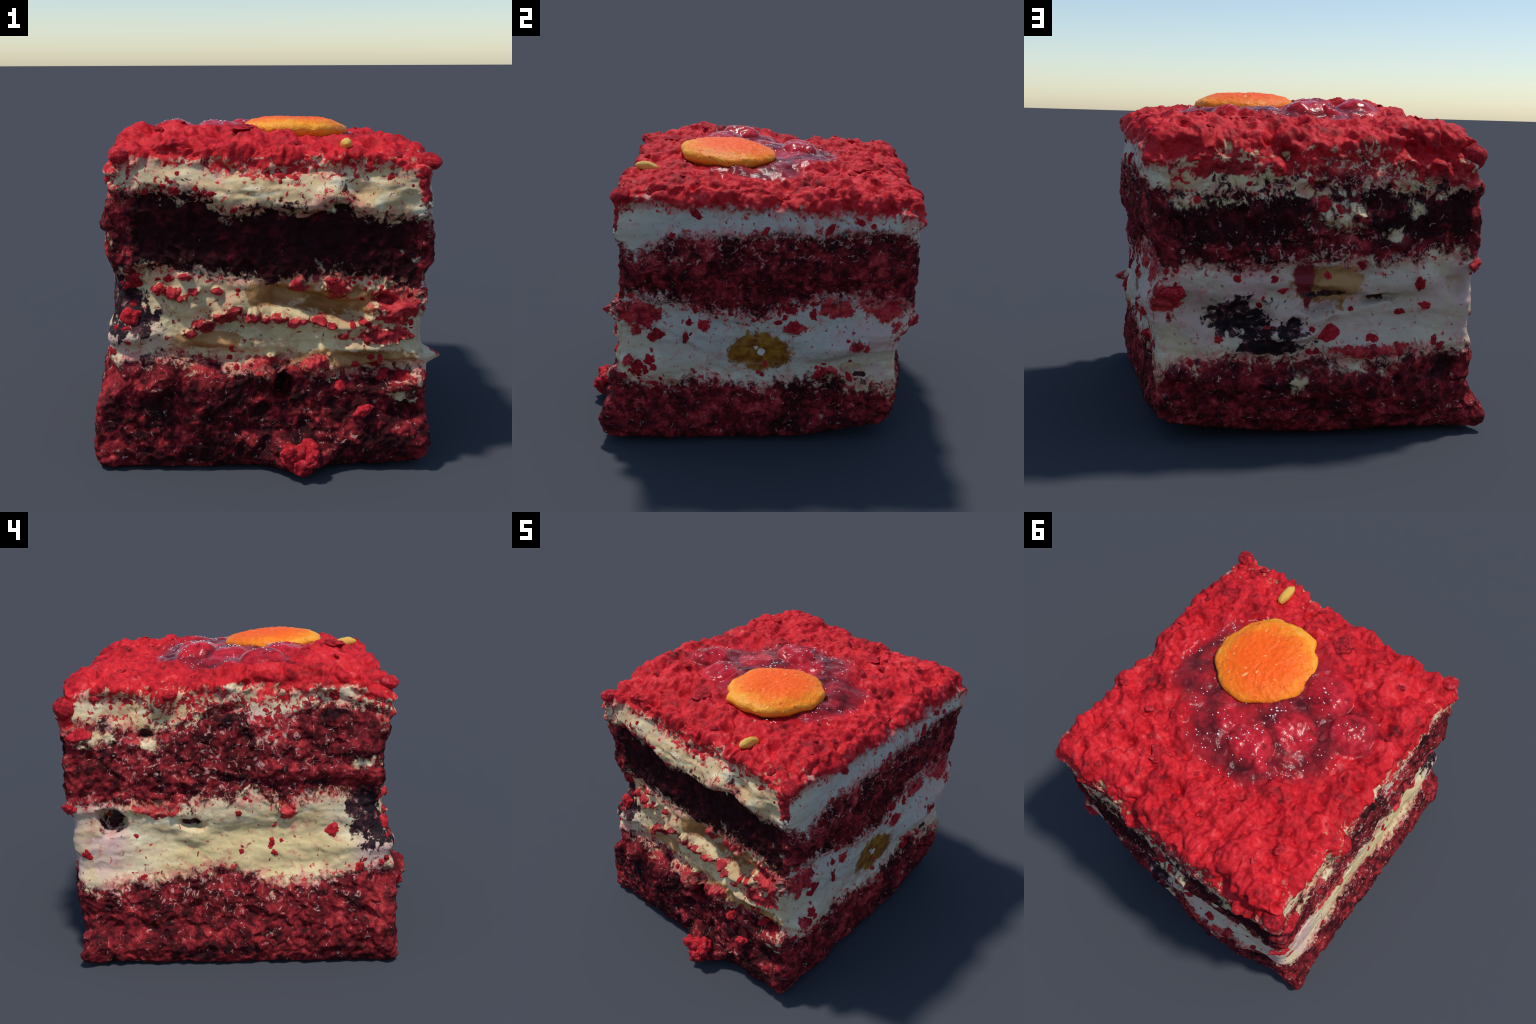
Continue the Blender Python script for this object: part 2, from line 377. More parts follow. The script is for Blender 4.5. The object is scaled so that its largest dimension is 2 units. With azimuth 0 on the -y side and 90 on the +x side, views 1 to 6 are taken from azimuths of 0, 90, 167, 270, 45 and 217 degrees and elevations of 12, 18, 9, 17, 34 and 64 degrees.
billow = 1 - np.abs(fbm(PW, 6, 3, 70, .45)) * 1.6
bumps = 1 - np.abs(fbm(P + warp, 14, 3, 71, .5)) * 1.6
grit = fbm(P, 45, 3, 72, .65)
huge = lumps(PW, 5, 73)
sponge = .007 + .012 * roll + .020 * (bumps - .5) + .012 * (mid - .35) + .005 * grit + .012 * (big - .35) - .034 * pits
cream = .006 + .010 * roll + (.015 + .014 * np.clip(-N0[:, 1], 0, 1)) * swirl + .002 * grit
hole_d, hole_v = cells(PW, 13, 75)
dimple = smooth(hole_v, .6, .85) * np.clip(1 - (hole_d / .45) ** 2, 0, 1)
crust = .008 - .030 * dimple + .012 * roll + .036 * (big - .35) + .034 * (billow - .5) + .05 * (huge - .4) + .014 * (bumps - .5) + .014 * (mid - .35) + .010 * (small - .35) + .006 * grit
glaze = .016 * fbm(P, 6, 3, 66) + .016 * (big - .4) + .012 * (billow - .5) + .02 * (huge - .4) - .004
glaze = glaze + sum(b[4] * np.clip(1 - r2 ** 2, 0, 1) ** .7 for b, r2 in zip(BERRIES, berry_r))
disp = sponge_w * sponge + cream_w * cream + crust_w * lerp(crust, glaze, glaze_w)
# icing stands a little proud where it ends over the sponge, sponge falls back just under it
front_w = np.clip(-N0[:, 1], 0, 1)
lip = np.exp(-((f_icing - .018) / .03) ** 2) - .8 * np.exp(-((f_icing + .035) / .03) ** 2)
disp += lip * (.006 + .007 * front_w) * side_w
crustlip = np.exp(-((f_crust - .02) / .035) ** 2)
disp += (.010 - .008 * front_w) * crustlip * side_w
disp += (.012 + .022 * front_w) * smooth(f_patch, -.15, .30) * (1 - crust_w) * side_w * (f_fill > -.03)
disp *= np.where(N0[:, 2] < -.5, .35, 1)
P = P + N0 * disp[:, None]

# red lump at the back left corner of the crust, spike at the front left one
for c, rad, push in (((-.72, .93, 1.40), .10, (-.02, .0, .0)), ((-.655, -.74, 1.50), .055, (-.02, -.035, .0)), ((.81, -.70, 1.465), .07, (.02, -.02, .005)),
                     ((-.80, .83, .08), .11, (-.05, .03, -.02)), ((-.78, -.82, .06), .1, (-.01, -.01, -.02)), ((.80, -.82, .10), .10, (.01, -.025, 0)), ((-.72, .39, 1.44), .05, (-.055, 0, .0)), ((-.745, -.77, .47), .08, (.045, .045, 0))):
    w = np.exp(-(((P - np.array(c)) / rad) ** 2).sum(1))
    P += w[:, None] * np.array(push)


def soften(P, Q, rounds, amount):
    for _ in range(rounds):
        mean = P[Q].mean(1)
        total, count = np.zeros_like(P), np.bincount(Q.ravel(), minlength=len(P))[:, None]
        for k in range(4):
            for i in range(3):
                total[:, i] += np.bincount(Q[:, k], mean[:, i], len(P))
        P = lerp(P, total / count, amount)
    return P


P = soften(P, QUADS, 3, .6)
P[:, 2] = np.maximum(P[:, 2], .0)
P[:, 2] -= P[:, 2].min()


def vertex_normals(P, Q):
    a, b, c, d = (P[Q[:, i]] for i in range(4))
    n = np.cross(c - a, d - b)
    out = np.zeros_like(P)
    for i in range(3):
        for k in range(4):
            out[:, i] += np.bincount(Q[:, k], n[:, i], len(P))
    return out / np.maximum(np.linalg.norm(out, axis=1, keepdims=True), 1e-12)


NORM = vertex_normals(P, QUADS)


def at_faces(f):
    return f[QUADS].mean(1)


part = np.zeros(len(QUADS), np.int8)
F_cream, F_crust = at_faces(f_cream), at_faces(f_crust)
F_fill, zf = at_faces(f_fill), at_faces(Z)
fi_top, fi_bot = at_faces(f_icing), at_faces(Z - (around(FILLING_TOP, t) + around(FILLING_BASE, t)) / 2)
part[:] = np.where(fi_bot < 0, 0, 2)                      # bottom sponge, middle sponge
is_cream = F_cream > 0
part[is_cream] = np.where(zf > 1.03, 3, 1)[is_cream]      # icing, filling
F_patch = at_faces(f_patch)
cover = (F_patch > 0) & is_cream
part[cover] = np.where(zf > 1.2, 4, 8)[cover]             # crumb crust, crumb patches in the filling
in_fill = at_faces(np.minimum(around(FILLING_TOP, t) - Z, Z - around(FILLING_BASE, t))) > -.03
for num, f in ((11, f_peach), (5, f_dark), (6, f_amber), (7, f_red)):
    part[(at_faces(f) > 0) & in_fill & (F_patch < .25)] = num
part[(at_faces(f_seed) > 0) & in_fill] = 9
part[F_crust > 0] = 4
part[(at_faces(f_glaze) > 0) & (F_crust > 0)] = 10
for k, r2 in enumerate(berry_r):
    part[(1 - at_faces(r2) + .05 * at_faces(rag) > .0) & (part == 10)] = 20 + k

# ------------------------------------------------------------------ materials


def srgb(*c):
    return tuple((v / 255 / 12.92 if v <= 10 else ((v / 255 + .055) / 1.055) ** 2.4) for v in c) + (1,)


class Nodes:
    def __init__(self, name, group=False):
        if group:
            self.t = bpy.data.node_groups.new(name, "ShaderNodeTree")
        else:
            self.mat = bpy.data.materials.new(name)
            self.mat.use_nodes = True
            self.t = self.mat.node_tree
            self.bsdf = self.t.nodes["Principled BSDF"]
        self.co = self.t.nodes.new("ShaderNodeTexCoord").outputs["Object"]

    def new(self, kind, **kw):
        n = self.t.nodes.new("ShaderNode" + kind)
        for k, v in kw.items():
            setattr(n, k, v)
        return n

    def link(self, a, b):
        if isinstance(a, (int, float)):
            b.default_value = a
        elif isinstance(a, tuple):
            b.default_value = a
        else:
            self.t.links.new(a, b)

    def mapped(self, scale=(1, 1, 1), loc=(0, 0, 0), source=None):
        m = self.new("Mapping")
        self.link(source or self.co, m.inputs["Vector"])
        m.inputs["Scale"].default_value = scale
        m.inputs["Location"].default_value = loc
        return m.outputs[0]

    def noise(self, scale, detail=3, rough=.55, distort=0, at=None):
        n = self.new("TexNoise")
        self.link(at or self.co, n.inputs["Vector"])
        for k, v in (("Scale", scale), ("Detail", detail), ("Roughness", rough), ("Distortion", distort)):
            n.inputs[k].default_value = v
        return n.outputs["Fac"]

    def voronoi(self, scale, feature="F1", out="Distance", at=None):
        n = self.new("TexVoronoi", feature=feature)
        self.link(at or self.co, n.inputs["Vector"])
        n.inputs["Scale"].default_value = scale
        return n.outputs[out]

    def step(self, x, a, b, lo=0., hi=1.):
        n = self.new("MapRange", interpolation_type="SMOOTHSTEP")
        self.link(x, n.inputs["Value"])
        for k, v in (("From Min", a), ("From Max", b), ("To Min", lo), ("To Max", hi)):
            n.inputs[k].default_value = v
        return n.outputs[0]

    def math(self, op, a, b=0.):
        n = self.new("Math", operation=op)
        self.link(a, n.inputs[0])
        self.link(b, n.inputs[1])
        return n.outputs[0]

    def mix(self, fac, a, b):
        n = self.new("Mix", data_type="RGBA")
        self.link(fac, n.inputs[0])
        self.link(a, n.inputs[6])
        self.link(b, n.inputs[7])
        return n.outputs[2]

    def ramp(self, x, stops):
        n = self.new("ValToRGB")
        e = n.color_ramp.elements
        e[0].position, e[0].color = stops[0]
        e[1].position, e[1].color = stops[-1]
        for pos, c in stops[1:-1]:
            k = e.new(pos)
            k.color = c
        self.link(x, n.inputs[0])
        return n.outputs[0]

    def reach(self, c, rad):
        """Distance from a centre, 1 on the surface of an ellipsoid round it."""
        v = self.new("VectorMath", operation="MULTIPLY_ADD")
        self.link(self.co, v.inputs[0])
        v.inputs[1].default_value = tuple(1 / b for b in rad)
        v.inputs[2].default_value = tuple(-a / b for a, b in zip(c, rad))
        n = self.new("VectorMath", operation="LENGTH")
        self.link(v.outputs[0], n.inputs[0])
        return n.outputs["Value"]

    def nearest(self, items):
        out = None
        for c, rad in items:
            d = self.reach(c, rad)
            out = d if out is None else self.math("MINIMUM", out, d)
        return out

    def spots(self, items):
        """1 inside any of the ellipsoids, falling to 0 at their edges."""
        return self.step(self.nearest(items), 1.15, .55)

    def graph(self, x, points):
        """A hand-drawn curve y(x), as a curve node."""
        n = self.new("FloatCurve")
        c = n.mapping.curves[0]
        pts = sorted(points)
        pts = [(-1.2, pts[0][1])] + pts + [(1.2, pts[-1][1])]
        while len(c.points) < len(pts):
            c.points.new(.5, .5)
        for p, (a, b) in zip(c.points, pts):
            p.location = ((a + 1.2) / 2.4, b / 2)
            p.handle_type = "VECTOR"
        n.mapping.update()
        self.link(self.math("DIVIDE", self.math("ADD", x, 1.2), 2.4), n.inputs["Value"])
        return self.math("MULTIPLY", n.outputs[0], 2.)

    def bump(self, height, strength=.5, dist=.01):
        n = self.new("Bump")
        n.inputs["Strength"].default_value = strength
        n.inputs["Distance"].default_value = dist
        self.link(height, n.inputs["Height"])
        self.link(n.outputs[0], self.bsdf.inputs["Normal"])

    def finish(self, color, rough=.6, spec=.4, **kw):
        self.link(color, self.bsdf.inputs["Base Color"])
        self.link(rough, self.bsdf.inputs["Roughness"])
        self.bsdf.inputs["Specular IOR Level"].default_value = spec
        for k, v in kw.items():
            self.bsdf.inputs[k.replace("_", " ")].default_value = v
        return self.mat


def lin(r, g, b):
    return (r, g, b, 1)


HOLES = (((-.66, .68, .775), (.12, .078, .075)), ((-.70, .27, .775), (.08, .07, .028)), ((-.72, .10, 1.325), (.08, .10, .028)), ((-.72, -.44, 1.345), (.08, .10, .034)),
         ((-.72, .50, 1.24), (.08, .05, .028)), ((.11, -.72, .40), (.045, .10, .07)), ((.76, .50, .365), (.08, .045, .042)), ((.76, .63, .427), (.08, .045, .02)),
         ((-.55, -.70, 1.26), (.055, .08, .045)), ((-.27, .9, .70), (.09, .12, .022)), ((-.03, .88, .715), (.13, .10, .022)), ((-.60, .86, .36), (.08, .1, .07)), ((-.70, .62, .44), (.08, .08, .02)))


def cake_skin():
    """Colour of the cut cake: sponge, cream, crumbs and fruit by the height of the layer
    borders on each side, their edges mixed by noise."""
    n = Nodes("cake_skin", True)
    n.t.interface.new_socket("Color", in_out="OUTPUT", socket_type="NodeSocketColor")
    sep = n.new("SeparateXYZ")
    n.link(n.co, sep.inputs[0])
    x, y, z = sep.outputs
    add, mul, sub, top, low = (lambda a, b: n.math("ADD", a, b)), (lambda a, b: n.math("MULTIPLY", a, b)), (lambda a, b: n.math("SUBTRACT", a, b)), \
        (lambda a, b: n.math("MAXIMUM", a, b)), (lambda a, b: n.math("MINIMUM", a, b))
    u, v = mul(sub(x, CX), 1 / HX), mul(sub(y, CY), 1 / HY)
    au, av = n.math("ABSOLUTE", u), n.math("ABSOLUTE", v)
    front_back = n.step(sub(av, au), -.02, .02)
    is_back, is_right = n.math("GREATER_THAN", v, 0.), n.math("GREATER_THAN", u, 0.)

    def pick(f, a, b):
        return add(a, mul(f, sub(b, a)))

    def height(border):
        fb = pick(is_back, n.graph(x, border["front"]), n.graph(x, border["back"]))
        lr = pick(is_right, n.graph(y, border["left"]), n.graph(y, border["right"]))
        return pick(front_back, lr, fb)

    n6, n9, n24, n40, n42, n75 = n.noise(6, 4, .6, .3), n.noise(9, 4, .65), n.noise(19, 5, .62, .6), n.noise(34, 4, .6, .5), n.noise(33, 4, .62, 1.0, at=n.mapped((1, 1, 1), (3, 7, 5))), n.noise(80, 3, .6)
    n30 = n.noise(23, 4, .62, .6, at=n.mapped((1, 1, .8), (9, 2, 4)))
    rag = add(mul(sub(n9, .5), .17), add(mul(sub(n30, .5), .27), mul(sub(n75, .5), .045)))
    clean = n.spots([((.85, -.1, 1.33), (.2, .9, .2)), ((-.78, .1, .50), (.2, .9, .12))])
    wild = n.spots([((-.78, .1, 1.36), (.15, .9, .16)), ((0, -.72, 1.36), (.8, .15, .16)), ((0, .95, 1.25), (.8, .15, .2))])
    rag = mul(rag, add(1., mul(wild, .6)))
    rag = mul(rag, sub(1., mul(clean, .5)))
    d_crust, d_icing = sub(z, height(CRUST)), sub(z, height(ICING))
    d_top, d_base = sub(height(FILLING_TOP), z), sub(z, height(FILLING_BASE))

    def edge(d, soft=.028):
        return n.step(add(d, rag), -soft, soft)

    inside = n.step(top(au, av), .90, .82)
    is_crust = top(edge(add(d_crust, mul(sub(n40, .5), .06))), top(mul(inside, n.math("GREATER_THAN", z, 1.3)), n.step(add(z, mul(rag, .3)), 1.472, 1.492)))
    smear = sub(.55, n.nearest(SMEARS))
    smear = n.step(add(smear, add(mul(sub(n30, .5), 2.6), mul(sub(n9, .5), 1.2))), -.22, .30)
    in_filling = low(edge(d_top), edge(d_base))
    cream = top(top(edge(d_icing), in_filling), smear)
    patch = sub(1.05, n.nearest(PATCHES))
    patch = n.step(add(patch, add(mul(sub(n30, .5), 2.4), mul(sub(n9, .5), 1.4))), -.14, .16)
    border = low(low(n.math("ABSOLUTE", d_crust), n.math("ABSOLUTE", d_icing)), low(n.math("ABSOLUTE", d_top), n.math("ABSOLUTE", d_base)))
    near = n.step(border, .085, .0)

    # sponge: bright crumb, dark pores; denser cocoa-dark crumb with baked shade painted in, in the middle of the front and in patches of the back
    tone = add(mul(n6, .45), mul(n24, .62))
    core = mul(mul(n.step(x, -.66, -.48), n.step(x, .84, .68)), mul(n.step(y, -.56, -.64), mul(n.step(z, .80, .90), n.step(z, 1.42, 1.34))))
    dense_shade = top(core, mul(n.spots([((.40, .97, 1.12), (.40, .2, .2)), ((-.45, .97, 1.12), (.38, .2, .17))]), .85))
    dense_shade = n.step(add(dense_shade, add(mul(sub(n9, .5), 1.1), mul(sub(n30, .5), 1.2))), .38, .56)
    low_front = n.spots([((-.20, -.82, .22), (.60, .15, .24)), ((.40, -.82, .22), (.50, .15, .24))])  # darker noise blotches low on the front
    tone = sub(sub(tone, mul(dense_shade, .13)), mul(mul(low_front, n.step(n9, .56, .46)), .105))
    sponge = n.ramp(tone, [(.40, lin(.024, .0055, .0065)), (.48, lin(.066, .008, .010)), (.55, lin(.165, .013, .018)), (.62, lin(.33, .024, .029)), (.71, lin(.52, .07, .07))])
    more = n.spots([((-.78, .1, 1.15), (.3, .85, .28)), ((0, .95, 1.08), (.85, .25, .25)), ((-.78, .1, .42), (.3, .9, .14)), ((.85, 0, 1.2), (.2, .9, .13))])
    fleck = add(mul(more, .055), mul(near, .06))
    fleck = n.step(add(add(n42, mul(sub(n9, .5), .18)), sub(fleck, mul(dense_shade, .06))), .615, .71)
    pore = n.noise(8, 4, .6, .5, at=n.mapped((1, 1, 1.6), (4, 1, 8)))
    sponge = n.mix(mul(n.step(pore, .56, .66), .85), sponge, lin(.020, .007, .008))
    sponge = n.mix(mul(fleck, .62), sponge, lin(.74, .38, .33))

    # cream: warm white smears, paler streaks, juice stains, red flecks
    a = n.noise(3.2, 3, .5)
    base = n.mix(n.step(a, .40, .62), lin(.70, .56, .35), lin(.64, .46, .23))
    streak = n.noise(6, 4, .6, .8, at=n.mapped((1, 1, 2.2)))
    base = n.mix(n.step(streak, .48, .68), base, lin(.80, .69, .46))
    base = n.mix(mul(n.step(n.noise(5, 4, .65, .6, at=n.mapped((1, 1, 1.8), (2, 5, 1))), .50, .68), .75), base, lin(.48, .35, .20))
    warm = n.spots([((.05, -.72, .72), (.8, .2, .26)), ((-.75, -.1, .62), (.2, .5, .12))])  # filling tan that copies the shade baked into the front hollows
    base = n.mix(mul(warm, .7), base, n.mix(n.step(n6, .42, .6), lin(.48, .32, .15), lin(.68, .54, .28)))
    golden = n.spots([((-.78, -.08, .62), (.2, .62, .22))])
    base = n.mix(mul(golden, .6), base, lin(.70, .55, .26))
    right_shade = n.spots([((.85, .1, 1.0), (.22, 1.1, .9))])  # right-hand cream dulled, that face's shade put into its colour
    base = n.mix(mul(right_shade, .75), base, lin(.46, .445, .42))
    back_shade = n.spots([((.05, .95, .66), (.95, .25, .34))])  # back cream dimmed, some of the scan's baked shade kept as colour
    base = n.mix(mul(back_shade, .65), base, lin(.50, .41, .36))
    pink = n.spots([((-.7, -.75, .6), (.3, .2, .2)), ((-.7, .8, .7), (.25, .25, .3)), ((.3, .93, .65), (.6, .25, .25)), ((.8, .75, .6), (.2, .3, .25)), ((-.75, -.1, 1.25), (.3, .3, .15))])
    base = n.mix(mul(pink, n.step(n6, .35, .6)), base, lin(.62, .42, .37))
    stain = n.step(add(n.noise(15, 5, .65, .5), mul(near, .15)), .53, .72)
    base = n.mix(mul(stain, .65), base, lin(.58, .17, .14))
    crumby = n.spots([((.0, -.72, 1.38), (.9, .2, .12)), ((.0, -.75, .72), (.9, .2, .15)), ((.80, .0, .80), (.2, .9, .12)), ((0, .92, 1.33), (.9, .2, .1)), ((-.75, 0, 1.40), (.2, .9, .07)), ((-.75, -.1, 1.27), (.2, .25, .1))])
    mottle = n.spots([((-.76, .1, 1.36), (.12, .85, .09)), ((-.76, -.12, 1.27), (.12, .2, .12)), ((0, .93, 1.31), (.8, .12, .07))])
    dots = n.step(add(n40, add(add(mul(near, .075), mul(crumby, .05)), mul(mottle, .09))), .61, .70)
    crumb = n.ramp(n24, [(.36, lin(.16, .008, .012)), (.5, lin(.42, .018, .026)), (.66, lin(.62, .06, .06))])
    base = n.mix(dots, base, crumb)

    # fruit
    def spread(items, offset, amount=1.3):
        return n.step(add(sub(offset, n.nearest(items)), add(mul(sub(n30, .5), amount), mul(sub(n9, .5), amount))), -.12, .14)

    dark = spread(DARKS, 1.0, 2.2)
    flesh = n.ramp(n24, [(.36, lin(.010, .007, .010)), (.52, lin(.025, .010, .014)), (.60, lin(.09, .03, .032)), (.68, lin(.42, .25, .23))])
    amber = spread([((.77, .055, .57), (.3, .18, .125))], 1.0, 1.0)
    amber_c = n.ramp(n24, [(.36, lin(.17, .05, .007)), (.5, lin(.27, .10, .010)), (.66, lin(.38, .19, .022))])
    red = spread([((.09, .95, .80), (.05, .3, .11)), ((.06, .95, .70), (.025, .3, .07)), ((-.72, .40, 1.42), (.1, .05, .05))], .9, .8)
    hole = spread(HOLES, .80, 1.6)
    peach = spread(PEACHES, 1.08, 1.2)
    shaded_peach_c = n.mix(n.step(n6, .4, .62), lin(.30, .125, .035), lin(.47, .245, .095))  # peach tan, deepened by the hollows' baked shade

    # the crust and the glaze soaking into it
    tone_c = add(mul(n6, .45), add(mul(n24, .38), mul(n40, .25)))
    tone_c = sub(tone_c, mul(n.step(n9, .44, .34), .06))
    crust = n.ramp(tone_c, [(.37, lin(.10, .005, .007)), (.45, lin(.31, .008, .013)), (.52, lin(.52, .011, .018)), (.60, lin(.64, .020, .028)), (.72, lin(.74, .10, .10))])
    pool = n.nearest([((c[0], c[1], 1.5), (rx, ry, 9)) for c, (rx, ry) in POOL])
    pool = n.step(add(sub(.92, pool), add(mul(sub(n9, .5), 1.1), mul(sub(n24, .5), .6))), -.10, .22)
    gel = n.ramp(n9, [(.36, lin(.045, .007, .009)), (.46, lin(.12, .010, .014)), (.55, lin(.23, .014, .020)), (.66, lin(.40, .016, .024))])
    gel = n.mix(mul(n.step(n30, .56, .68), .5), gel, lin(.36, .07, .075))
    crust = n.mix(mul(pool, .92), crust, gel)
    plum = n.nearest([((b[0], b[1], 1.5), (b[2], b[3], 9)) for b in BERRIES])
    plum = n.step(add(sub(1.0, plum), mul(sub(n24, .5), .5)), -.12, .22)
    plum_c = n.ramp(add(mul(n9, .5), mul(n30, .5)), [(.38, lin(.20, .008, .013)), (.48, lin(.44, .013, .023)), (.57, lin(.60, .022, .038)), (.66, lin(.66, .12, .14))])
    crust = n.mix(mul(plum, .85), crust, plum_c)

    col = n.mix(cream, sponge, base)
    for mask, c in ((mul(peach, in_filling), shaded_peach_c), (mul(amber, in_filling), amber_c), (mul(red, in_filling), lin(.20, .012, .02)), (dark, flesh)):
        col = n.mix(mul(mask, n.step(add(z, mul(rag, .5)), 1.02, .98)), col, c)
    col = n.mix(mul(patch, cream), col, crumb)
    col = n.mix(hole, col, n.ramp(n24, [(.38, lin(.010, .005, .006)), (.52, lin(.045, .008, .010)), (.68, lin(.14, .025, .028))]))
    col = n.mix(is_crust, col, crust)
    out = n.t.nodes.new("NodeGroupOutput")
    n.link(col, out.inputs[0])
    return n.t


SKIN = cake_skin()


def skin_material(name, rough, spec, grain, strength, squash=1, **kw):
    n = Nodes(name)
    g = n.new("Group")
    g.node_tree = SKIN
    n.bump(n.noise(grain, 4, .65, at=n.mapped((1, 1, squash))), strength, .012)
    return n.finish(g.outputs[0], rough, spec, **kw)


def crust_material(name="crumb_red", seed=0):
    n = Nodes(name)
    at = n.mapped((6, 6, 6), (seed, 0, seed))
    n.co = at
    tone = n.math("ADD", n.math("MULTIPLY", n.noise(.25, 3), .45), n.math("MULTIPLY", n.noise(.7, 4, .65), .55))
    rnd = n.new("ObjectInfo").outputs["Random"]
    tone = n.math("ADD", tone, n.math("MULTIPLY", n.math("SUBTRACT", rnd, .5), .12))
    col = n.ramp(tone, [(.36, lin(.14, .007, .010)), (.45, lin(.36, .011, .018)), (.54, lin(.58, .015, .026)), (.68, lin(.68, .10, .11))])
    n.bump(n.noise(2.5, 4, .65, at=at), .5, .012)
    return n.finish(col, .7, .15)


def orange_material():
    n = Nodes("candied_orange")
    # redder pulp in the middle, yellow rim; both grained along rays from the core
    v = n.new("VectorMath", operation="LENGTH")
    n.link(n.mapped((3.6, 3.6, 0), (-.70, .40, 0)), v.inputs[0])
    rad = n.math("ADD", v.outputs["Value"], n.math("MULTIPLY", n.math("SUBTRACT", n.noise(14, 3, .6), .5), .55))
    col = n.ramp(rad, [(.40, lin(.92, .115, .008)), (.70, lin(.90, .15, .010)), (.95, lin(.88, .27, .016)), (1., lin(.86, .34, .03))])
    grain = n.noise(34, 3, .6, .8)
    col = n.mix(n.step(grain, .58, .70), col, lin(.72, .10, .012))
    col = n.mix(n.step(n.noise(48, 2, .5), .66, .74), col, lin(.88, .45, .16))
    n.bump(n.noise(45, 3, .6), .6, .012)
    return n.finish(col, .45, .2)


def simple(name, stops, scale, rough, spec=.4, bump=.4, **kw):
    n = Nodes(name)
    col = n.ramp(n.noise(scale, 4, .6, .5), stops)
    n.bump(n.noise(scale * 3, 4, .6), bump, .012)
    return n.finish(col, rough, spec, **kw)


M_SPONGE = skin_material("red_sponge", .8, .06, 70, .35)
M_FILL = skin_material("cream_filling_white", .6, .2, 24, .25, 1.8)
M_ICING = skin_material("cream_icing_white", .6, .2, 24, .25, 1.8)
M_CRUST = skin_material("crumb_crust_red", .6, .15, 60, .4)
M_PATCH = skin_material("crumb_patch_red", .65, .2, 75, .5)
M_GLAZE = skin_material("fruit_glaze_gel", .17, .18, 45, .3)
M_CRUMB = crust_material()
M_BERRY = skin_material("red_berry_skin", .2, .2, 30, .25)
M_ORANGE = orange_material()
M_DARK = skin_material("dark_berry_flesh", .6, .1, 30, .6)
M_AMBER = skin_material("apricot_flesh", .16, .4, 22, .4)
M_RED = skin_material("red_fruit_flesh", .5, .25, 25, .4)
M_PEACH = skin_material("peach_flesh", .5, .25, 12, .3)
M_SEED = simple("seed_skin", [(.3, lin(.6, .55, .5)), (.7, lin(.85, .8, .75))], 20, .4)
M_GLINT = simple("glint_dot", [(.3, lin(.66, .52, .53)), (.7, lin(.88, .80, .80))], 20, .25, .5)
M_PEEL = simple("orange_peel_chip", [(.3, lin(.74, .40, .05)), (.7, lin(.84, .52, .10))], 20, .4)

# --------------------------------------------------------------------- objects
cake = bpy.data.objects.new("layer_cake_slice", None)
bpy.context.scene.collection.objects.link(cake)
cake["label"] = "square slice of red velvet layer cake with orange slice"
cake["category"] = "cake slice"


def add(name, mesh, mat, parent=cake):
    if mat and not mesh.materials:
        mesh.materials.append(mat)
    o = bpy.data.objects.new(name, mesh)
    bpy.context.scene.collection.objects.link(o)
    o.parent = parent
    return o


def mesh_from(name, V, Q, normals=None):
    me = bpy.data.meshes.new(name)
    k = Q.shape[1]
    me.vertices.add(len(V))
    me.vertices.foreach_set("co", V.astype(np.float32).ravel())
    me.loops.add(len(Q) * k)
    me.loops.foreach_set("vertex_index", Q.astype(np.int32).ravel())
    me.polygons.add(len(Q))
    me.polygons.foreach_set("loop_start", np.arange(0, len(Q) * k, k, dtype=np.int32))
    me.polygons.foreach_set("use_smooth", np.ones(len(Q), bool))
    me.update(calc_edges=True)
    if normals is not None:
        me.normals_split_custom_set_from_vertices(normals.astype(np.float32))
    return me


def cut(num):
    Q = QUADS[part == num]
    used = np.unique(Q)
    back = np.zeros(len(P), np.int32)
    back[used] = np.arange(len(used))
    return P[used], back[Q], NORM[used]


PARTS = {}
for num, name, mat in ((0, "sponge_layer", M_SPONGE), (2, "sponge_layer", M_SPONGE), (1, "cream_filling", M_FILL), (3, "cream_icing", M_ICING),
                       (4, "crumb_crust", M_CRUST), (10, "fruit_glaze", M_GLAZE), (11, "peach_slice", M_PEACH), (8, "crumb_patch", M_PATCH), (5, "dark_berry", M_DARK),
                       (6, "apricot_piece", M_AMBER), (7, "red_fruit_piece", M_RED), (9, "apricot_seed", M_SEED)):
    V, Q, N = cut(num)
    if len(Q):
        PARTS[num] = add(name, mesh_from(name, V, Q, N), mat)


# pieces with a form of their own -------------------------------------------------
def ball(nu=28, nv=18):
    th = np.linspace(0, 2 * np.pi, nu, endpoint=False)
    ph = np.linspace(0, np.pi, nv + 1)[1:-1]
    V = [(0, 0, 1)] + [(math.sin(b) * math.cos(a), math.sin(b) * math.sin(a), math.cos(b)) for b in ph for a in th] + [(0, 0, -1)]
    Q = []
    for i in range(nv - 2):
        for j in range(nu):
            a, b = 1 + i * nu + j, 1 + i * nu + (j + 1) % nu
            Q.append((a, a + nu, b + nu, b))
    last = len(V) - 1
    T = [(0, 1 + j, 1 + (j + 1) % nu) for j in range(nu)] + [(last, last - nu + (j + 1) % nu, last - nu + j) for j in range(nu)]
    return np.array(V, float), Q, T


def lumpy(name, seed, rough=.25, freq=1.6, detail=(28, 18)):
    V, Q, T = ball(*detail)
    V = V * (1 + rough * fbm(V, freq, 3, seed, .55))[:, None]
    me = bpy.data.meshes.new(name)
    me.from_pydata(V.tolist(), [], Q + T)
    me.polygons.foreach_set("use_smooth", np.ones(len(me.polygons), bool))
    me.update()
    return me


def place(name, me, mat, loc, scale, rot=(0, 0, 0), parent=cake):
    o = add(name, me, mat, parent)
    o.location, o.scale, o.rotation_euler = loc, scale, rot
    return o


for k in range(len(BERRIES)):
    V, Q, N = cut(20 + k)
    if len(Q):
        add("berry", mesh_from("berry", V, Q, N), M_BERRY)


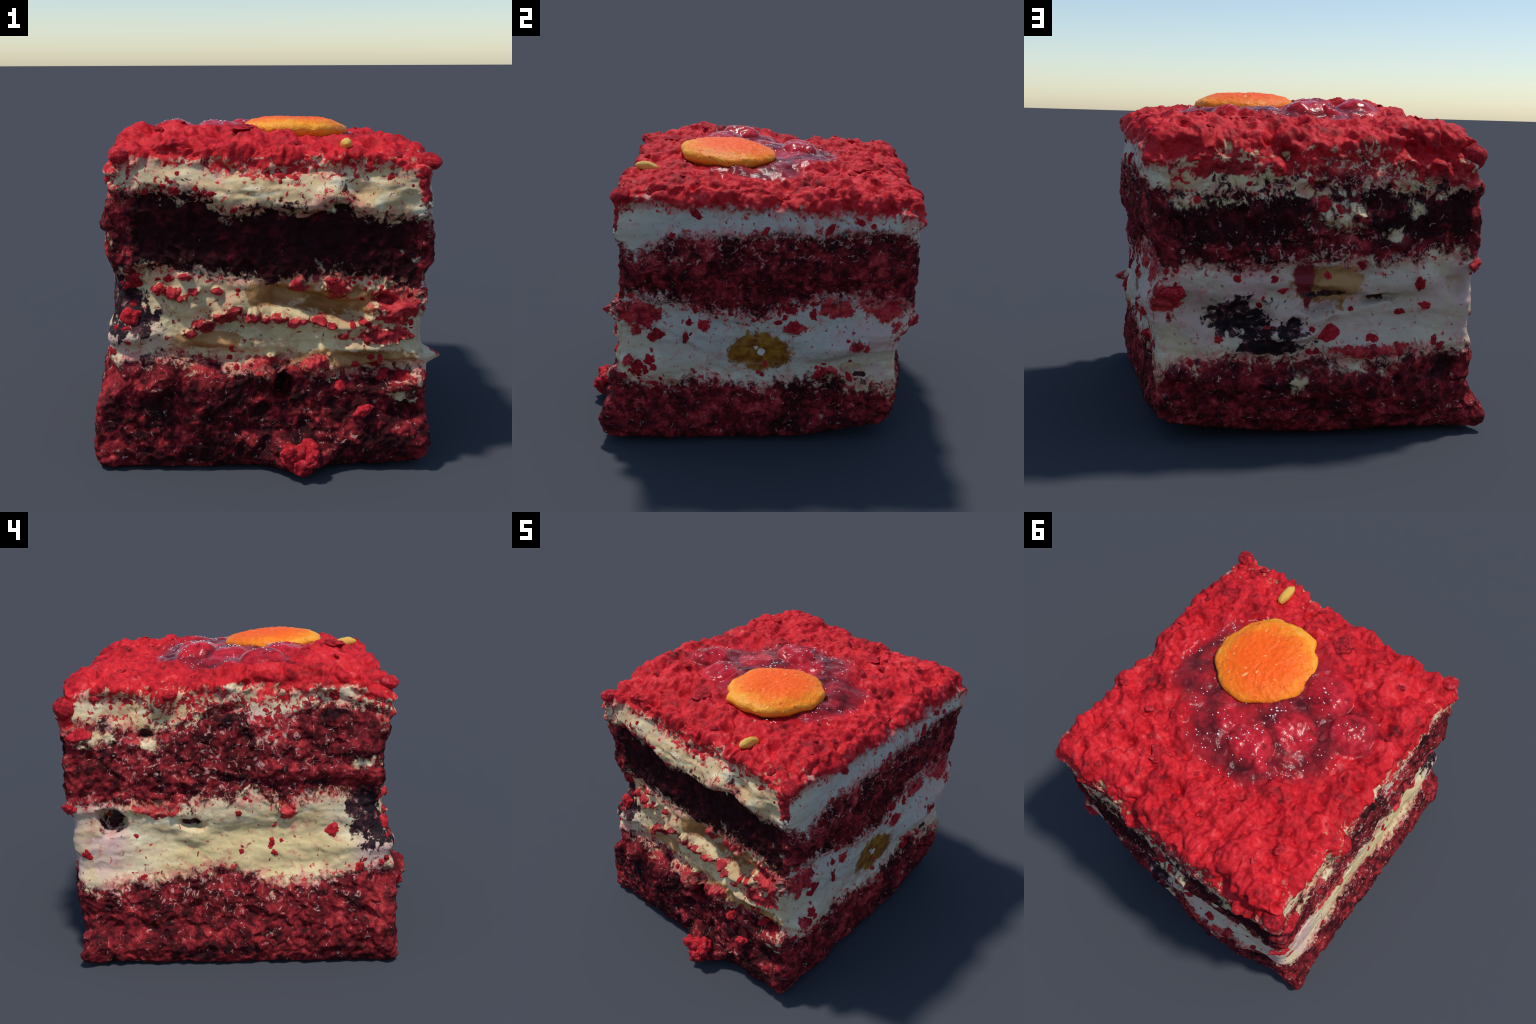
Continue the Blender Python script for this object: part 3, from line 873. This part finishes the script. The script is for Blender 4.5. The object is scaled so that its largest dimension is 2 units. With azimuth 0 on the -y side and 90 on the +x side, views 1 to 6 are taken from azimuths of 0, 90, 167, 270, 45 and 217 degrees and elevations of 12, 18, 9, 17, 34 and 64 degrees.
# the candied orange slice: a thick disc with a bite out of its rim
def orange_slice():
    rings, spokes, V, Q = 40, 160, [], []
    prof = [(a, (1 - a ** 3.2) ** .5 if a < 1 else 0.) for a in np.linspace(.04, 1, 30) ** .8] + [(1 - .10 * h * h, -h) for h in np.linspace(.1, 1, 10)]
    V.append((0, 0, 1.0))
    for rr, h in prof:
        for k in range(spokes):
            a = 2 * math.pi * k / spokes
            rad = .272 + .012 * math.cos(2 * a - 2.0) + .006 * math.sin(5 * a) + .004 * math.sin(11 * a + 1)
            bite = math.exp(-((a - 4.02) / .13) ** 2)
            rad -= .030 * bite - .012 * math.exp(-((a - 4.26) / .10) ** 2)
            V.append((rad * rr * math.cos(a), rad * rr * math.sin(a), h))
    V = np.array(V)
    rim = np.sqrt(V[:, 0] ** 2 + V[:, 1] ** 2) / .272
    W = V * np.array([1, 1, .046])
    W[:, 2] += .010 * (1 - rim ** 2)
    n = fbm(np.c_[V[:, :2], V[:, 2] * .1], 7, 3, 77) * .009 + fbm(np.c_[V[:, :2], V[:, 2] * .1], 34, 3, 78, .7) * .005
    W[:, 2] += n
    W[:, :2] *= (1 + n * 1.2)[:, None]
    for i in range(len(prof) - 1):
        for k in range(spokes):
            a, b = 1 + i * spokes + k, 1 + i * spokes + (k + 1) % spokes
            Q.append((a, a + spokes, b + spokes, b))
    T = [(0, 1 + k, 1 + (k + 1) % spokes) for k in range(spokes)]
    me = bpy.data.meshes.new("orange_slice")
    tilt_x, tilt_y = .035, -.02
    W[:, 2] += -W[:, 1] * tilt_x * 1.5 + W[:, 0] * tilt_y
    W += np.array([.20, -.145, 1.578])
    me.from_pydata(W.tolist(), [], Q + T)
    me.polygons.foreach_set("use_smooth", np.ones(len(me.polygons), bool))
    me.update()
    return me


add("orange_slice", orange_slice(), M_ORANGE)
place("peel_chip", lumpy("peel_chip", 140, .15), M_PEEL, (.42, -.585, 1.528), (.068, .027, .032), (0, -.22, -1.62))

# loose crumbs on the cream and the crust --------------------------------------------
crumb_shapes = [lumpy("crumb", 200 + i, .5, 1.5, (20, 13)) for i in range(6)]
for m in crumb_shapes:
    m.materials.append(M_CRUMB)


def nearest_on_side(side, s, z):
    """Surface point and normal of a side at a place along it and a height."""
    axis, sign = {"front": (1, -1), "back": (1, 1), "left": (0, -1), "right": (0, 1)}[side]
    other = 1 - axis
    ok = N0[:, axis] * sign > .75
    d = np.where(ok, (P[:, other] - s) ** 2 + (P[:, 2] - z) ** 2, 9)
    i = int(np.argmin(d))
    return P[i], NORM[i]


from mathutils import Vector


def crumb_at(pos, nor, size, flat=.6, mat=None):
    o = bpy.data.objects.new("crumb", random.choice(crumb_shapes))
    bpy.context.scene.collection.objects.link(o)
    o.parent = cake
    rot = Vector(nor).to_track_quat("Z", "Y")
    o.rotation_mode = "QUATERNION"
    from mathutils import Quaternion
    o.rotation_quaternion = rot @ Quaternion((0, 0, 1), random.uniform(0, 6.28))
    k = random.uniform(.7, 1.35)
    o.scale = (size * k, size / k, size * flat)
    o.location = Vector(pos) - Vector(nor) * size * flat * .25
    return o


# big crumbs where the target shows them: side, along, height, size, flatness
for side, s, z, size, flat in (
        ("front", -.59, .90, .045, .8), ("front", -.60, .735, .045, .8),
        ("front", .497, .30, .035, .8), ("front", .383, .41, .03, .8), ("front", .70, .44, .04, .6), ("front", .60, .45, .03, .6),
        ("left", -.45, .735, .038, .4), ("left", -.44, 1.43, .03, .5), ("left", .83, 1.24, .05, .5), ("left", .03, .83, .016, .5), ("left", .56, .70, .014, .5),
        ("back", .02, 1.14, .035, .6), ("back", -.24, .51, .03, .4), ("back", -.03, .54, .05, .35), ("back", .05, .56, .018, .5), ("back", -.50, .66, .025, .4), ("back", -.45, .77, .03, .4),
        ("back", -.57, 1.32, .04, .5), ("back", -.75, .85, .04, .5), ("back", .68, .73, .05, .5), ("back", .40, .80, .018, .6),
        ("right", -.25, .73, .035, .4), ("right", -.35, .66, .022, .5), ("right", -.52, .67, .04, .4), ("right", -.55, .53, .03, .4), ("right", -.62, .50, .035, .5), ("right", .65, .605, .02, .5),
        ("right", .40, .425, .045, .4), ("right", .42, 1.30, .026, .5), ("right", .25, .735, .028, .4), ("right", .56, .41, .022, .5), ("right", -.28, 1.37, .03, .5)):
    pos, nor = nearest_on_side(side, s, z)
    crumb_at(pos, nor, size, flat)
# lumps of crust at the corners
for loc, scale, rot in (((.795, -.68, 1.46), (.06, .045, .04), (.1, .1, -.5)), ((-.63, -.715, 1.495), (.05, .04, .035), (0, -.15, .9)), ((-.70, .90, 1.36), (.06, .055, .06), (0, 0, 0)),
                        ((-.715, .39, 1.435), (.075, .05, .03), (0, .1, 0))):
    place("crumb_lump", lumpy("crumb_lump", int(abs(loc[0] * 100)) + 300, .18, 1.3, (32, 20)), M_CRUMB, loc, scale, rot)
# the crumb that sticks out at the foot of the front
foot = np.random.default_rng(21)
for k in range(16):
    reach = foot.uniform(0, 1)
    size = .062 - .030 * reach + foot.uniform(-.006, .006)
    o = crumb_at((.215 + foot.normal(0, .06) * (1.4 - reach), -.875 - .085 * reach, max(.085 + foot.normal(0, .03), size * 1.15 + .025)), (foot.normal(0, .5), -1, foot.normal(0, .5)), size, .8)

# scattered ones, more where cream meets crumb
fill_v = np.where((f_cream > .1) & (f_crust < -.01) & (np.abs(N0[:, 2]) < .5))[0]
weight = np.ones(len(fill_v))
near_edge = np.minimum(np.abs(f_icing), np.minimum(np.abs(f_crust), np.minimum(np.abs(fill_top - Z), np.abs(Z - fill_base))))[fill_v]
weight = (np.exp(-near_edge / .03) + .10) * smooth(noise(P[fill_v], 7, 95) + .6 * noise(P[fill_v], 19, 96), -.1, .6)
weight *= np.where((N0[fill_v, 0] > .5) & (Z[fill_v] > 1.1), .35, 1) * np.where((N0[fill_v, 1] < -.5), 1.6, 1)
pick = np.random.default_rng(5).choice(fill_v, 210, False, weight / weight.sum())
for i in pick:
    crumb_at(P[i], NORM[i], random.uniform(.008, .020) * random.uniform(.8, 1.3), random.uniform(.25, .5))
top_v = np.where(up & (f_glaze < -.02) & (N0[:, 2] > .95))[0]
for i in np.random.default_rng(6).choice(top_v, 40, False):
    crumb_at(P[i], NORM[i], random.uniform(.012, .028), random.uniform(.3, .5))
for x, y, size in ((.29, .62, .055), (-.065, -.475, .055)):
    i = int(np.argmin((P[:, 0] - x) ** 2 + (P[:, 1] - y) ** 2 + 9 * (N0[:, 2] < .9)))
    crumb_at(P[i], (0, 0, 1), size, .3)

# pale grains modelled in place of baked highlights on the glaze, in loose swarms
glint_rng = np.random.default_rng(9)
bv, bq, bt = ball(8, 5)
gel_v = np.where(f_glaze > .02)[0]
swarm = noise(P[gel_v], 6, 91) + .5 * noise(P[gel_v], 14, 92)
chance = smooth(swarm, -.05, .5) + .03
spots_at = glint_rng.choice(gel_v, 260, False, chance / chance.sum())
GV, GF = [], []
for i in spots_at:
    if (P[i, 0] - .2) ** 2 + (P[i, 1] + .145) ** 2 < .27 ** 2:
        continue
    size = glint_rng.uniform(.0016, .0048)
    stretch = np.array([glint_rng.uniform(.7, 1.8), glint_rng.uniform(.7, 1.3), .8])
    off = len(GV) * len(bv)
    GV.append(bv * size * stretch + P[i] + NORM[i] * size * .2)
    GF += [tuple(k + off for k in f) for f in bq + bt]
gm = bpy.data.meshes.new("glint_dots")
gm.from_pydata(np.concatenate(GV).tolist(), [], GF)
gm.polygons.foreach_set("use_smooth", np.ones(len(gm.polygons), bool))
gm.update()
glints = add("glint_dots", gm, M_GLINT)
glints["kind"] = "stuff"
